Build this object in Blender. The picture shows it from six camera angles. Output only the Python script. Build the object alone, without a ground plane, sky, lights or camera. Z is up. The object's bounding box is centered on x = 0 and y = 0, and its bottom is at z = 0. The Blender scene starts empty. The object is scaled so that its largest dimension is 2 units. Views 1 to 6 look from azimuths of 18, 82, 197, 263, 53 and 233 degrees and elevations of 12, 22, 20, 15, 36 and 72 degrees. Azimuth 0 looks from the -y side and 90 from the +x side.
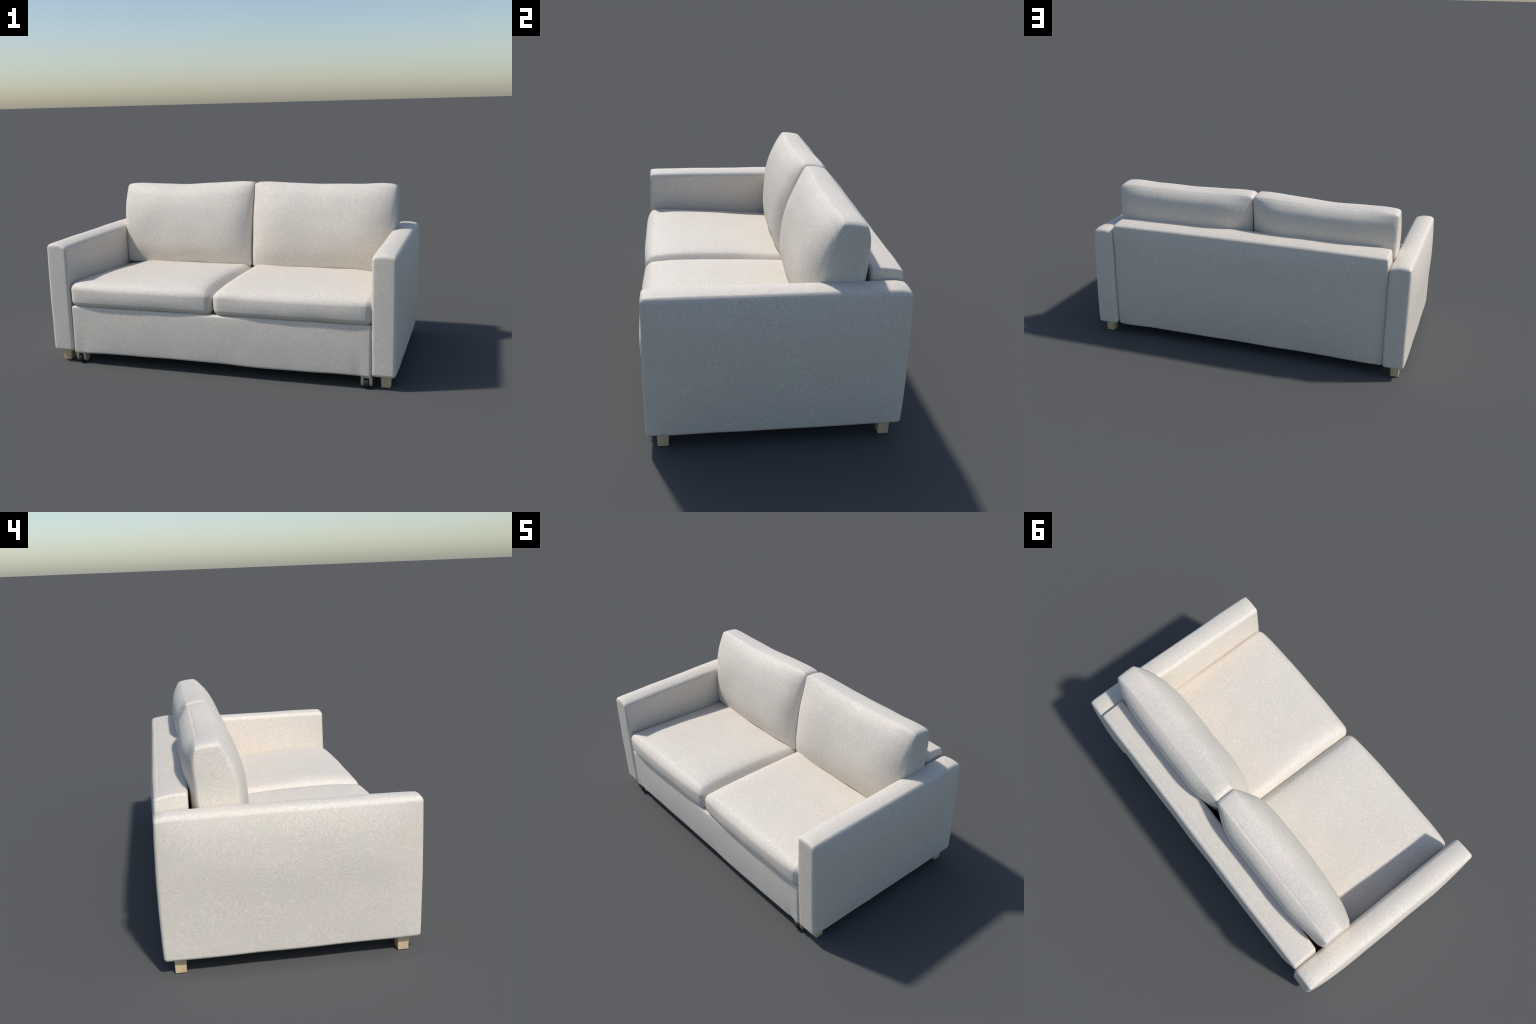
"""Two-seat upholstered sofa: box arms, panel back, front valance, loose seat and
back cushions, wooden block feet and two castors.  Metres, z up, front is -y."""
import bpy
import math
import numpy as np
from mathutils import noise, Vector

# ------------------------------------------------------------------ helpers


def spline(points):
    """Monotone-ish Catmull-Rom through (t, value) control points."""
    t = np.array([p[0] for p in points], float)
    v = np.array([p[1] for p in points], float)
    m = np.gradient(v, t)

    def f(x):
        x = np.clip(np.asarray(x, float), t[0], t[-1])
        i = np.clip(np.searchsorted(t, x) - 1, 0, len(t) - 2)
        h = t[i + 1] - t[i]
        s = (x - t[i]) / h
        return ((2 * s**3 - 3 * s**2 + 1) * v[i] + (s**3 - 2 * s**2 + s) * h * m[i]
                + (-2 * s**3 + 3 * s**2) * v[i + 1] + (s**3 - s**2) * h * m[i + 1])
    return f


def smooth(a, b, x):
    s = np.clip((x - a) / (b - a), 0, 1)
    return s * s * (3 - 2 * s)


def crown(s, p=2.0):
    """1 in the middle of a span -1..1, 0 at both ends."""
    return np.clip(1 - np.abs(s) ** p, 0, 1)


def axis_samples(half, r, step, arc=5, seams=()):
    """Sample positions along one side of a box with rounded edges of radius r;
    each seam adds three close lines so that a stitched groove can be sunk."""
    flat = half - r
    n = max(2, int(round(2 * flat / step)))
    mid = np.linspace(-flat, flat, n + 1)
    corner = flat + r * np.tan(np.radians(np.linspace(0, 45, arc + 1)[1:]))
    for p in seams:
        mid = mid[np.abs(mid - p) > 0.0045]
        mid = np.sort(np.concatenate([mid, [p - 0.0035, p - 0.0012, p, p + 0.0012, p + 0.0035]]))
    return np.concatenate([-corner[::-1], mid, corner])


def rounded_box(half, r, step, arc=5, seams=((), (), ())):
    """Vertices and quads of a closed box whose edges are rounded with radius r
    (one radius, or one per axis for elliptical edges)."""
    half = np.array(half, float)
    r = np.array([r] * 3 if np.isscalar(r) else r, float)
    ax = [axis_samples(half[i], r[i], step, arc, seams[i]) for i in range(3)]
    n = [len(a) for a in ax]
    index, verts, faces = {}, [], []

    def vid(i, j, k):
        key = (i, j, k)
        if key not in index:
            index[key] = len(verts)
            verts.append((ax[0][i], ax[1][j], ax[2][k]))
        return index[key]

    for a in range(3):
        b, c = (a + 1) % 3, (a + 2) % 3
        for side in (0, n[a] - 1):
            for p in range(n[b] - 1):
                for q in range(n[c] - 1):
                    quad = []
                    for dp, dq in ((0, 0), (1, 0), (1, 1), (0, 1)):
                        ijk = [0, 0, 0]
                        ijk[a], ijk[b], ijk[c] = side, p + dp, q + dq
                        quad.append(vid(*ijk))
                    faces.append(quad if side else quad[::-1])
    v = np.array(verts)
    inner = np.clip(v, -(half - r), half - r)
    d = (v - inner) / r
    length = np.linalg.norm(d, axis=1, keepdims=True)
    v = inner + d / np.maximum(length, 1e-9) * r
    return v, faces


def lumps(points, size, amount, seed):
    """Soft noise vectors: the slack of stuffed fabric."""
    off = Vector((seed * 7.31, seed * 3.17, seed * 1.73))
    return np.array([noise.noise(Vector(p) / size + off) for p in points.tolist()]) * amount


def add_mesh(name, verts, faces, material, parent, origin=None, angle=40):
    me = bpy.data.meshes.new(name)
    verts = np.asarray(verts, float)
    o = np.zeros(3) if origin is None else np.array(origin, float)
    me.from_pydata((verts - o).tolist(), [], faces)
    me.update()
    me.validate()
    me.materials.append(material)
    for p in me.polygons:
        p.use_smooth = True
    me.set_sharp_from_angle(angle=math.radians(angle))
    ob = bpy.data.objects.new(name, me)
    ob.location = o
    bpy.context.scene.collection.objects.link(ob)
    ob.parent = parent
    return ob


def vertex_normals(v, faces):
    n = np.zeros_like(v)
    f = np.array(faces)
    cr = np.cross(v[f[:, 2]] - v[f[:, 0]], v[f[:, 3]] - v[f[:, 1]])
    for k in range(4):
        np.add.at(n, f[:, k], cr)
    return n / np.maximum(np.linalg.norm(n, axis=1, keepdims=True), 1e-12)


# ---------------------------------------------------------------- materials


class Graph:
    def __init__(self, name):
        self.mat = bpy.data.materials.new(name)
        self.mat.use_nodes = True
        self.t = self.mat.node_tree
        self.t.nodes.clear()
        self.out = self.t.nodes.new("ShaderNodeOutputMaterial")
        self.bsdf = self.t.nodes.new("ShaderNodeBsdfPrincipled")
        self.t.links.new(self.bsdf.outputs[0], self.out.inputs[0])

    def put(self, sock, val):
        if val is None:
            return
        if isinstance(val, bpy.types.NodeSocket):
            self.t.links.new(val, sock)
        else:
            sock.default_value = val

    def node(self, kind, inputs=None, **props):
        n = self.t.nodes.new("ShaderNode" + kind)
        for k, v in props.items():
            setattr(n, k, v)
        for k, v in (inputs or {}).items():
            self.put(n.inputs[k], v)
        return n

    def m(self, op, a, b=None, c=None):
        n = self.t.nodes.new("ShaderNodeMath")
        n.operation = op
        for i, x in enumerate((a, b, c)):
            self.put(n.inputs[i], x)
        return n.outputs[0]

    def v(self, op, a, b=None, out=0, scale=None):
        n = self.t.nodes.new("ShaderNodeVectorMath")
        n.operation = op
        self.put(n.inputs[0], a)
        self.put(n.inputs[1], b)
        if scale is not None:
            self.put(n.inputs["Scale"], scale)
        return n.outputs[out]

    def xyz(self, x, y, z):
        return self.node("CombineXYZ", {0: x, 1: y, 2: z}).outputs[0]

    def ramp(self, x, lo, hi):
        n = self.node("MapRange", {0: x, 1: lo, 2: hi, 3: 0.0, 4: 1.0}, interpolation_type="SMOOTHSTEP")
        return n.outputs[0]

    def mix(self, f, a, b):
        n = self.t.nodes.new("ShaderNodeMix")
        n.data_type = "RGBA"
        self.put(n.inputs[0], f)
        self.put(n.inputs[6], a)
        self.put(n.inputs[7], b)
        return n.outputs[2]


def upholstery():
    """Off-white jacquard with tone-on-tone radial bursts (dandelion heads).
    Each Voronoi cell holds one burst; its strokes are noise in polar coordinates."""
    g = Graph("jacquard_upholstery")
    co = g.node("TexCoord").outputs["Object"]
    nrm = g.node("NewGeometry").outputs["Normal"]
    sep = g.node("SeparateXYZ", {0: co})
    sx, sy, sz = sep.outputs
    an = g.node("SeparateXYZ", {0: g.v("ABSOLUTE", nrm)})
    nx, ny, nz = an.outputs
    # cloth coordinates: the two axes that lie in the surface
    is_x = g.m("GREATER_THAN", nx, g.m("MAXIMUM", ny, nz))
    is_z = g.m("MULTIPLY", g.m("GREATER_THAN", nz, g.m("MAXIMUM", nx, ny)), g.m("SUBTRACT", 1.0, is_x))
    u = g.m("ADD", g.m("MULTIPLY", sx, g.m("SUBTRACT", 1.0, is_x)), g.m("MULTIPLY", sy, is_x))
    w = g.m("ADD", g.m("MULTIPLY", sz, g.m("SUBTRACT", 1.0, is_z)), g.m("MULTIPLY", sy, is_z))
    flat = g.xyz(u, w, g.m("ADD", g.m("MULTIPLY", is_x, 3.7), g.m("MULTIPLY", is_z, 8.1)))
    cell = 1 / 0.15
    p = g.v("SCALE", flat, scale=cell)
    wob = g.node("TexNoise", {"Vector": p, "Scale": 2.3, "Detail": 1.0}, noise_dimensions="3D").outputs["Color"]
    p2 = g.v("ADD", p, g.v("SCALE", g.v("SUBTRACT", wob, (0.5, 0.5, 0.5)), scale=0.22))
    vo = g.node("TexVoronoi", {"Vector": p2, "Scale": 1.0, "Randomness": 0.85}, voronoi_dimensions="2D", feature="F1")
    d = g.v("MULTIPLY", g.v("SUBTRACT", p2, vo.outputs["Position"]), (1, 1, 0))
    r = g.v("LENGTH", d, out=1)
    dirn = g.v("NORMALIZE", d)
    cid = g.v("SCALE", vo.outputs["Color"], scale=37.0)

    def strokes(k, along):
        q = g.v("ADD", g.v("SCALE", dirn, scale=k), cid)
        q = g.v("ADD", q, g.xyz(0.0, 0.0, g.m("MULTIPLY", r, along)))
        n = g.node("TexNoise", {"Vector": q, "Scale": 1.0, "Detail": 0.0}).outputs["Fac"]
        return g.ramp(n, 0.44, 0.62)
    inner = strokes(8.5, 6.0)
    outer = strokes(14.0, 8.0)
    rim = strokes(21.0, 10.0)

    def blend(a, b, f):
        return g.m("ADD", g.m("MULTIPLY", a, g.m("SUBTRACT", 1.0, f)), g.m("MULTIPLY", b, f))
    line = blend(blend(inner, outer, g.ramp(r, 0.24, 0.40)), rim, g.ramp(r, 0.46, 0.62))
    bare = g.ramp(r, 0.06, 0.34)                        # plain heart of each burst
    line = blend(0.36, line, bare)
    # patchy thread strength and a faint pink / green drift of the yarn
    big = g.node("TexNoise", {"Vector": p, "Scale": 0.9, "Detail": 2.0}).outputs["Fac"]
    big2 = g.node("TexNoise", {"Vector": g.v("ADD", p, (19.0, 7.0, 3.0)), "Scale": 1.2, "Detail": 2.0}).outputs["Fac"]
    ground = g.mix(g.ramp(g.m("MULTIPLY_ADD", r, 0.35, g.m("SUBTRACT", big2, 0.14)), 0.34, 0.62), GROUND_GREEN, GROUND_ROSE)
    thread = g.mix(g.ramp(big, 0.35, 0.65), THREAD_ROSE, THREAD_IVORY)
    col = g.mix(g.m("MULTIPLY", line, g.m("MULTIPLY_ADD", big, 0.5, 0.55)), ground, thread)
    weave = g.node("TexNoise", {"Vector": co, "Scale": 420.0, "Detail": 1.0}).outputs["Fac"]
    g.put(g.bsdf.inputs["Base Color"], col)
    g.put(g.bsdf.inputs["Roughness"], g.m("MULTIPLY_ADD", line, -0.05, 0.60))
    g.put(g.bsdf.inputs["Specular IOR Level"], 0.38)
    h = g.m("ADD", g.m("MULTIPLY", line, 0.8), g.m("MULTIPLY", weave, 0.25))
    bump = g.node("Bump", {"Strength": 0.18, "Distance": 0.001, "Height": h})
    g.put(g.bsdf.inputs["Normal"], bump.outputs[0])
    return g.mat


GROUND_GREEN = (0.641, 0.597, 0.511, 1)
GROUND_ROSE = (0.652, 0.590, 0.518, 1)
THREAD_ROSE = (0.758, 0.671, 0.593, 1)
THREAD_IVORY = (0.738, 0.687, 0.591, 1)


def wood():
    g = Graph("pale_wood")
    co = g.node("TexCoord").outputs["Object"]
    q = g.v("MULTIPLY", co, (60.0, 60.0, 9.0))
    n = g.node("TexNoise", {"Vector": q, "Scale": 1.0, "Detail": 3.0, "Distortion": 0.6}).outputs["Fac"]
    g.put(g.bsdf.inputs["Base Color"], g.mix(g.ramp(n, 0.3, 0.7), (0.62, 0.47, 0.28, 1), (0.69, 0.54, 0.34, 1)))
    g.put(g.bsdf.inputs["Roughness"], 0.5)
    return g.mat


def plain(name, colour, rough, bump=0.0):
    g = Graph(name)
    co = g.node("TexCoord").outputs["Object"]
    n = g.node("TexNoise", {"Vector": co, "Scale": 90.0, "Detail": 2.0}).outputs["Fac"]
    dark = tuple(c * 0.86 for c in colour[:3]) + (1,)
    g.put(g.bsdf.inputs["Base Color"], g.mix(n, dark, colour))
    g.put(g.bsdf.inputs["Roughness"], rough)
    return g.mat


FABRIC = upholstery()
WOOD = wood()
PLASTIC = plain("beige_plastic", (0.66, 0.53, 0.38, 1), 0.45)
RUBBER = plain("black_rubber", (0.011, 0.011, 0.011, 1), 0.6)
STEEL = plain("axle_steel", (0.45, 0.45, 0.46, 1), 0.35)

# --------------------------------------------------------------------- sofa

sofa = bpy.data.objects.new("sofa", None)
sofa.empty_display_size = 0.2
bpy.context.scene.collection.objects.link(sofa)
sofa["label"] = "cream two-seat fabric sofa with square arms and loose cushions"
sofa["category"] = "sofa"


def armrest(side):
    """Upright slab, crowned on the outside, softly rolled along its top."""
    half = (0.0615, 0.5425, 0.311)
    v, f = rounded_box(half, (0.017, 0.014, 0.017), 0.03, 5)
    s, t, w = v[:, 0] / half[0], v[:, 1] / half[1], v[:, 2] / half[2]
    out = np.clip(s, 0, 1)
    belly = spline([(-1, 0.003), (-0.6, 0.013), (0.0, 0.021), (0.4, 0.023), (0.75, 0.016), (1, 0.0)])
    x = v[:, 0] + out * crown(t, 5) * (belly(w) - (0.005 * smooth(0.3, -0.3, w) * crown(w, 4) if side < 0 else 0))
    x = x - (0.002 if side > 0 else 0.006) * np.clip(-s, 0, 1) * crown(t, 10) * crown(w, 6)
    # top: crest in the middle, falling towards both long edges
    up = np.clip(w, 0, 1) ** 8
    z = v[:, 2] + up * (0.010 * crown(s, 2.5) + 0.002 * crown(t, 4) + (0.011 * np.clip(s, -1, 0) if side < 0 else 0))
    # rear top corner is rolled off, front top only eased
    z = z - up * (0.008 * smooth(0.92, 1.0, t) + 0.003 * smooth(0.95, 1.0, -t))
    y = v[:, 1] + 0.008 * np.clip(t, 0, 1) ** 8 * crown(w, 2.5) - 0.003 * np.clip(-t, 0, 1) ** 8 * crown(w, 2)
    v = np.stack([x, y, z], 1)
    n = vertex_normals(v, f)
    v += n * lumps(v, 0.16, 0.002, 3 + side)[:, None]
    v[:, 2] -= (0.004 if side < 0 else 0.0) * np.clip(v[:, 2] / half[2], 0, 1)
    v += np.array([0.9165, 0.007, 0.379])
    if side < 0:
        v[:, 0] *= -1
        f = [q[::-1] for q in f]
    return add_mesh("armrest", v, f, FABRIC, sofa)


def backrest():
    """Rear panel between the arms, tucked in towards the floor, with a boxed,
    slightly crowned top and a stitched seam along its rear edge."""
    half = (0.854, 0.070, 0.336)
    seam = 0.046
    v, f = rounded_box(half, 0.013, 0.03, 4, seams=((), (seam,), ()))
    s, t, w = v[:, 0] / half[0], v[:, 1] / half[1], v[:, 2] / half[2]
    back = np.clip(t, 0, 1)
    up, down = np.clip(w, 0, 1) ** 8, np.clip(-w, 0, 1) ** 8
    groove = np.exp(-((v[:, 1] - seam) / 0.0014) ** 2) * smooth(0.97, 0.99, w) * crown(s, 8)
    x, y, z = v.T.copy()
    profile = spline([(-1, -0.034), (-0.6, -0.014), (-0.2, 0.004), (0.3, 0.013), (0.75, 0.012), (1, 0.000)])
    y = y + back * profile(w) * (0.35 + 0.65 * crown(s, 7)) - 0.008 * np.clip(-t, 0, 1) * crown(s, 6) * np.clip(w, 0, 1)
    y = y - back * 0.016 * smooth(0.88, 1, np.abs(s)) * smooth(0.9, 0.3, w)
    z = z + up * (0.006 * crown(s, 3) + 0.006 * crown(t, 2) - 0.008 * t) - 0.0012 * groove
    # the top corners are drawn in by the cover
    x = x - np.sign(x) * 0.008 * smooth(0.9, 1, np.abs(s)) * (smooth(0.75, 1.0, w) + 0.6 * smooth(-0.5, -1, w))
    v = np.stack([x, y, z], 1)
    n = vertex_normals(v, f)
    v += n * lumps(v, 0.2, 0.003, 11)[:, None]
    v += np.array([0, 0.476, 0.398])
    return add_mesh("backrest", v, f, FABRIC, sofa)


def valance():
    """Front panel and the box under the seat; its lower hem sags and lifts."""
    half = (0.852, 0.470, 0.135)
    v, f = rounded_box(half, 0.013, 0.028, 4)
    s, t, w = v[:, 0] / half[0], v[:, 1] / half[1], v[:, 2] / half[2]
    front = np.clip(-t, 0, 1) ** 6
    hem = spline([(-1, -0.012), (-0.93, -0.012), (-0.86, -0.007), (-0.5, -0.001), (0.0, 0.000),
                  (0.28, -0.006), (0.6, -0.005), (0.9, -0.003), (0.95, -0.006), (1, -0.008)])
    x, y, z = v.T.copy()
    z = z + np.clip(-w, 0, 1) ** 3 * hem(s) * (0.3 + 0.7 * front)
    y = y - front * (0.010 * crown(s, 3) * (0.4 + 0.6 * crown(w, 2)) - 0.002)
    # soft vertical drape folds at both ends
    y = y + front * 0.006 * np.exp(-((np.abs(s) - 0.93) / 0.025) ** 2) * smooth(0.2, -1, w)
    v = np.stack([x, y, z], 1)
    n = vertex_normals(v, f)
    v += n * lumps(v, 0.17, 0.002, 23)[:, None]
    v += np.array([0.004, -0.069, 0.204])
    return add_mesh("valance", v, f, FABRIC, sofa)


def seat_cushion(side):
    half = (0.4285, 0.445, 0.066)
    v, f = rounded_box(half, (0.042, 0.038, 0.036), 0.025, 7)
    s, t, w = v[:, 0] / half[0], v[:, 1] / half[1], v[:, 2] / half[2]
    s_out = s * side                                   # +1 at the arm
    up = np.clip(w, 0, 1)
    front = np.clip(-t, 0, 1)
    x, y, z = v.T.copy()
    rise = spline([(-1, 0.006), (-0.9, 0.017), (-0.75, 0.026), (-0.4, 0.028), (-0.1, 0.022), (0.3, 0.008), (0.55, -0.002), (1, -0.010)])
    z = z + up * (rise(t) * np.where(s_out < 0, crown(s, 9), crown(s, 4)) + 0.002)
    sink = spline([(-1, 0.000), (-0.7, 0.003), (-0.2, 0.015), (0.4, 0.026), (1, 0.028)])
    z = z - up * (1.15 if side < 0 else 0.8) * sink(t) * smooth(0.45, 1.0, s_out)
    # front border bulges forward, its corners stay back
    y = y - front ** 5 * (0.014 * crown(s, 3.0) * crown(w, 2) + 0.006 * crown(s, 8))
    # inner side slopes like a bolster
    inner = smooth(0.86, 1.0, -s_out)
    z = z - up * 0.010 * inner
    x = x + side * 0.004 * (1 - crown(w, 2)) * np.clip(-s_out, 0, 1) ** 6
    x = x - side * 0.003 * crown(t, 2) * np.clip(-s_out, 0, 1) ** 8 * crown(w, 2)
    v = np.stack([x, y, z], 1)
    n = vertex_normals(v, f)
    v += n * lumps(v, 0.15, 0.003, 31 + side)[:, None]
    v += np.array([side * 0.4295 + 0.006, -0.096, 0.400])
    return add_mesh("seat_cushion", v, f, FABRIC, sofa)


def back_cushion(side):
    """Stuffed cushion that leans back: thick low down, pinched at the top."""
    dims = (0.431, 0.10, 0.25)
    seams = () if side > 0 else (0.062,)
    v, f = rounded_box(dims, (0.028, 0.016, 0.017), 0.022, 6, seams=((), seams, ()))
    s, t, w = v[:, 0] / dims[0], v[:, 1] / dims[1], v[:, 2] / dims[2]
    s_out = s * side
    # outlines in y at the ends and across the middle, by height -1..1
    front_inner = spline([(-1, 0.160), (-0.5, 0.170), (0.0, 0.192), (0.5, 0.218), (0.85, 0.246), (1, 0.262)])
    front_outer = spline([(-1, 0.175), (-0.5, 0.178), (0.0, 0.192), (0.5, 0.217), (0.85, 0.251), (1, 0.270)])
    front_mid = spline([(-1, 0.158), (-0.6, 0.125), (-0.2, 0.122), (0.2, 0.138), (0.6, 0.176), (0.88, 0.224), (1, 0.264)])
    rear_side = spline([(-1, 0.348), (-0.2, 0.372), (0.3, 0.381), (0.7, 0.385), (1, 0.372)])
    rear_mid = spline([(-1, 0.360), (-0.4, 0.394), (0.2, 0.413), (0.6, 0.420), (0.85, 0.402), (1, 0.368)])
    rear_inner = spline([(-1, 0.325), (-0.2, 0.340), (0.3, 0.350), (0.7, 0.362), (1, 0.366)])
    bulge = np.where(s_out > 0, crown(s, 3.2 if side < 0 else 5), crown(s, 6))
    k = smooth(-1, 1, s_out)
    front_side = front_inner(w) * (1 - k) + front_outer(w) * k
    yf = front_side + (front_mid(w) - front_side) * bulge
    if side < 0:      # this cushion has lost some filling low on its outer half
        yf = yf + 0.013 * np.exp(-((s_out - 0.55) / 0.35) ** 2 - ((w + 0.25) / 0.45) ** 2)
    rear_end = rear_inner(w) * (1 - k) + rear_side(w) * k
    yr = rear_end + (rear_mid(w) - rear_end) * bulge
    y = yf + (yr - yf) * (t + 1) / 2
    if side > 0:
        top = spline([(-1, 0.004), (-0.85, 0.008), (-0.5, 0.002), (0.0, -0.001), (0.5, 0.000), (0.85, 0.004), (1, -0.004)])
    else:
        top = spline([(-1, 0.004), (-0.85, 0.008), (-0.5, 0.002), (0.0, -0.010), (0.5, -0.009), (0.85, -0.006), (1, -0.012)])
    up = np.clip(w, 0, 1)
    z = 0.697 + v[:, 2] + up ** 4 * (top(s_out) + 0.005 * crown(t, 2) - 0.007 * t)
    z = z - np.clip(-w, 0, 1) ** 6 * 0.006 * crown(s, 2)
    for p, reach in zip(seams, (0.9,)):
        z = z - 0.0014 * np.exp(-((v[:, 1] - p) / 0.0014) ** 2) * smooth(0.97, 0.99, w) * smooth(reach, reach - 0.15, np.abs(s))
    # the outer end draws in towards the bottom and swells in the middle
    x = v[:, 0].copy()
    x = x + side * np.clip(s_out, 0, 1) * (0.004 * smooth(-0.2, 0.6, w) - 0.012 * smooth(0, -1, w))
    x = x + side * 0.004 * crown(t, 2) * crown(w, 2) * np.clip(s_out, 0, 1) ** 8
    v = np.stack([x, y, z], 1)
    n = vertex_normals(v, f)
    v += n * lumps(v, 0.16, 0.004, 41 + 3 * side)[:, None]
    v[:, 0] += side * 0.4335 + 0.008
    return add_mesh("back_cushion", v, f, FABRIC, sofa)


for side in (1, -1):
    armrest(side)
backrest()
valance()
for side in (1, -1):
    seat_cushion(side)
    back_cushion(side)

# wooden block feet, slightly tapered
lv, lf = rounded_box((0.0245, 0.0245, 0.045), 0.002, 0.05, 2)
taper = 1 - 0.05 * np.clip((0.0 - lv[:, 2]) / 0.045, 0, 1)
lv[:, 0] *= taper
lv[:, 1] *= taper
lv[:, 2] += 0.045
first = None
for x in (0.924, -0.924):
    for y in (-0.466, 0.484):
        if first is None:
            first = add_mesh("leg", lv + np.array([x, y, 0]), lf, WOOD, sofa, origin=(x, y, 0), angle=30)
        else:
            o = first.copy()
            bpy.context.scene.collection.objects.link(o)
            o.location = (x, y, 0)


# castors: plastic fork with a dark wheel
def fork_mesh():
    """Inverted U seen from the front, side cheeks round at the bottom."""
    d = 0.022
    prof = [(-d, 0.080), (-d, 0.028)]
    prof += [(d * math.cos(a), 0.028 + 0.021 * math.sin(a)) for a in np.radians(np.linspace(190, 350, 9))]
    prof += [(d, 0.028), (d, 0.080)]
    verts, faces = [], []

    def slab(x0, x1, outline):
        b, n = len(verts), len(outline)
        for x in (x0, x1):
            verts.extend((x, y, z) for y, z in outline)
        faces.append([b + i for i in range(n)])
        faces.append([b + n + i for i in range(n)][::-1])
        for i in range(n):
            j = (i + 1) % n
            faces.append([b + i, b + n + i, b + n + j, b + j])
    slab(-0.028, -0.0145, prof)
    slab(0.0145, 0.028, prof)
    slab(-0.015, 0.015, [(-0.021, 0.079), (-0.021, 0.0535), (0.021, 0.0535), (0.021, 0.079)])
    return verts, faces


def drum(radius, half, n=32, bevel=0.003):
    prof = [(-half, radius * 0.35), (-half, radius - bevel), (-half + bevel, radius), (half - bevel, radius), (half, radius - bevel), (half, radius * 0.35)]
    verts, faces = [], []
    for i in range(n):
        a = 2 * math.pi * i / n
        verts.extend((x, r * math.cos(a), r * math.sin(a)) for x, r in prof)
    k = len(prof)
    for i in range(n):
        j = (i + 1) % n
        for q in range(k):
            faces.append([i * k + q, i * k + (q + 1) % k, j * k + (q + 1) % k, j * k + q])
    return verts, faces


for x in (0.829, -0.816):
    base = np.array([x, -0.497, 0.0])
    castor = bpy.data.objects.new("castor", None)
    bpy.context.scene.collection.objects.link(castor)
    castor.parent = sofa
    castor.location = base
    fv, ff = fork_mesh()
    add_mesh("fork", fv, ff, PLASTIC, castor, angle=30)
    wv, wf = drum(0.0265, 0.0125)
    o = add_mesh("wheel", wv, wf, RUBBER, castor, angle=30)
    o.location = (0, -0.010, 0.0265)
    av, af = drum(0.005, 0.0265, 16, 0.001)
    o = add_mesh("axle", av, af, STEEL, castor, angle=30)
    o.location = (0, -0.010, 0.0265)
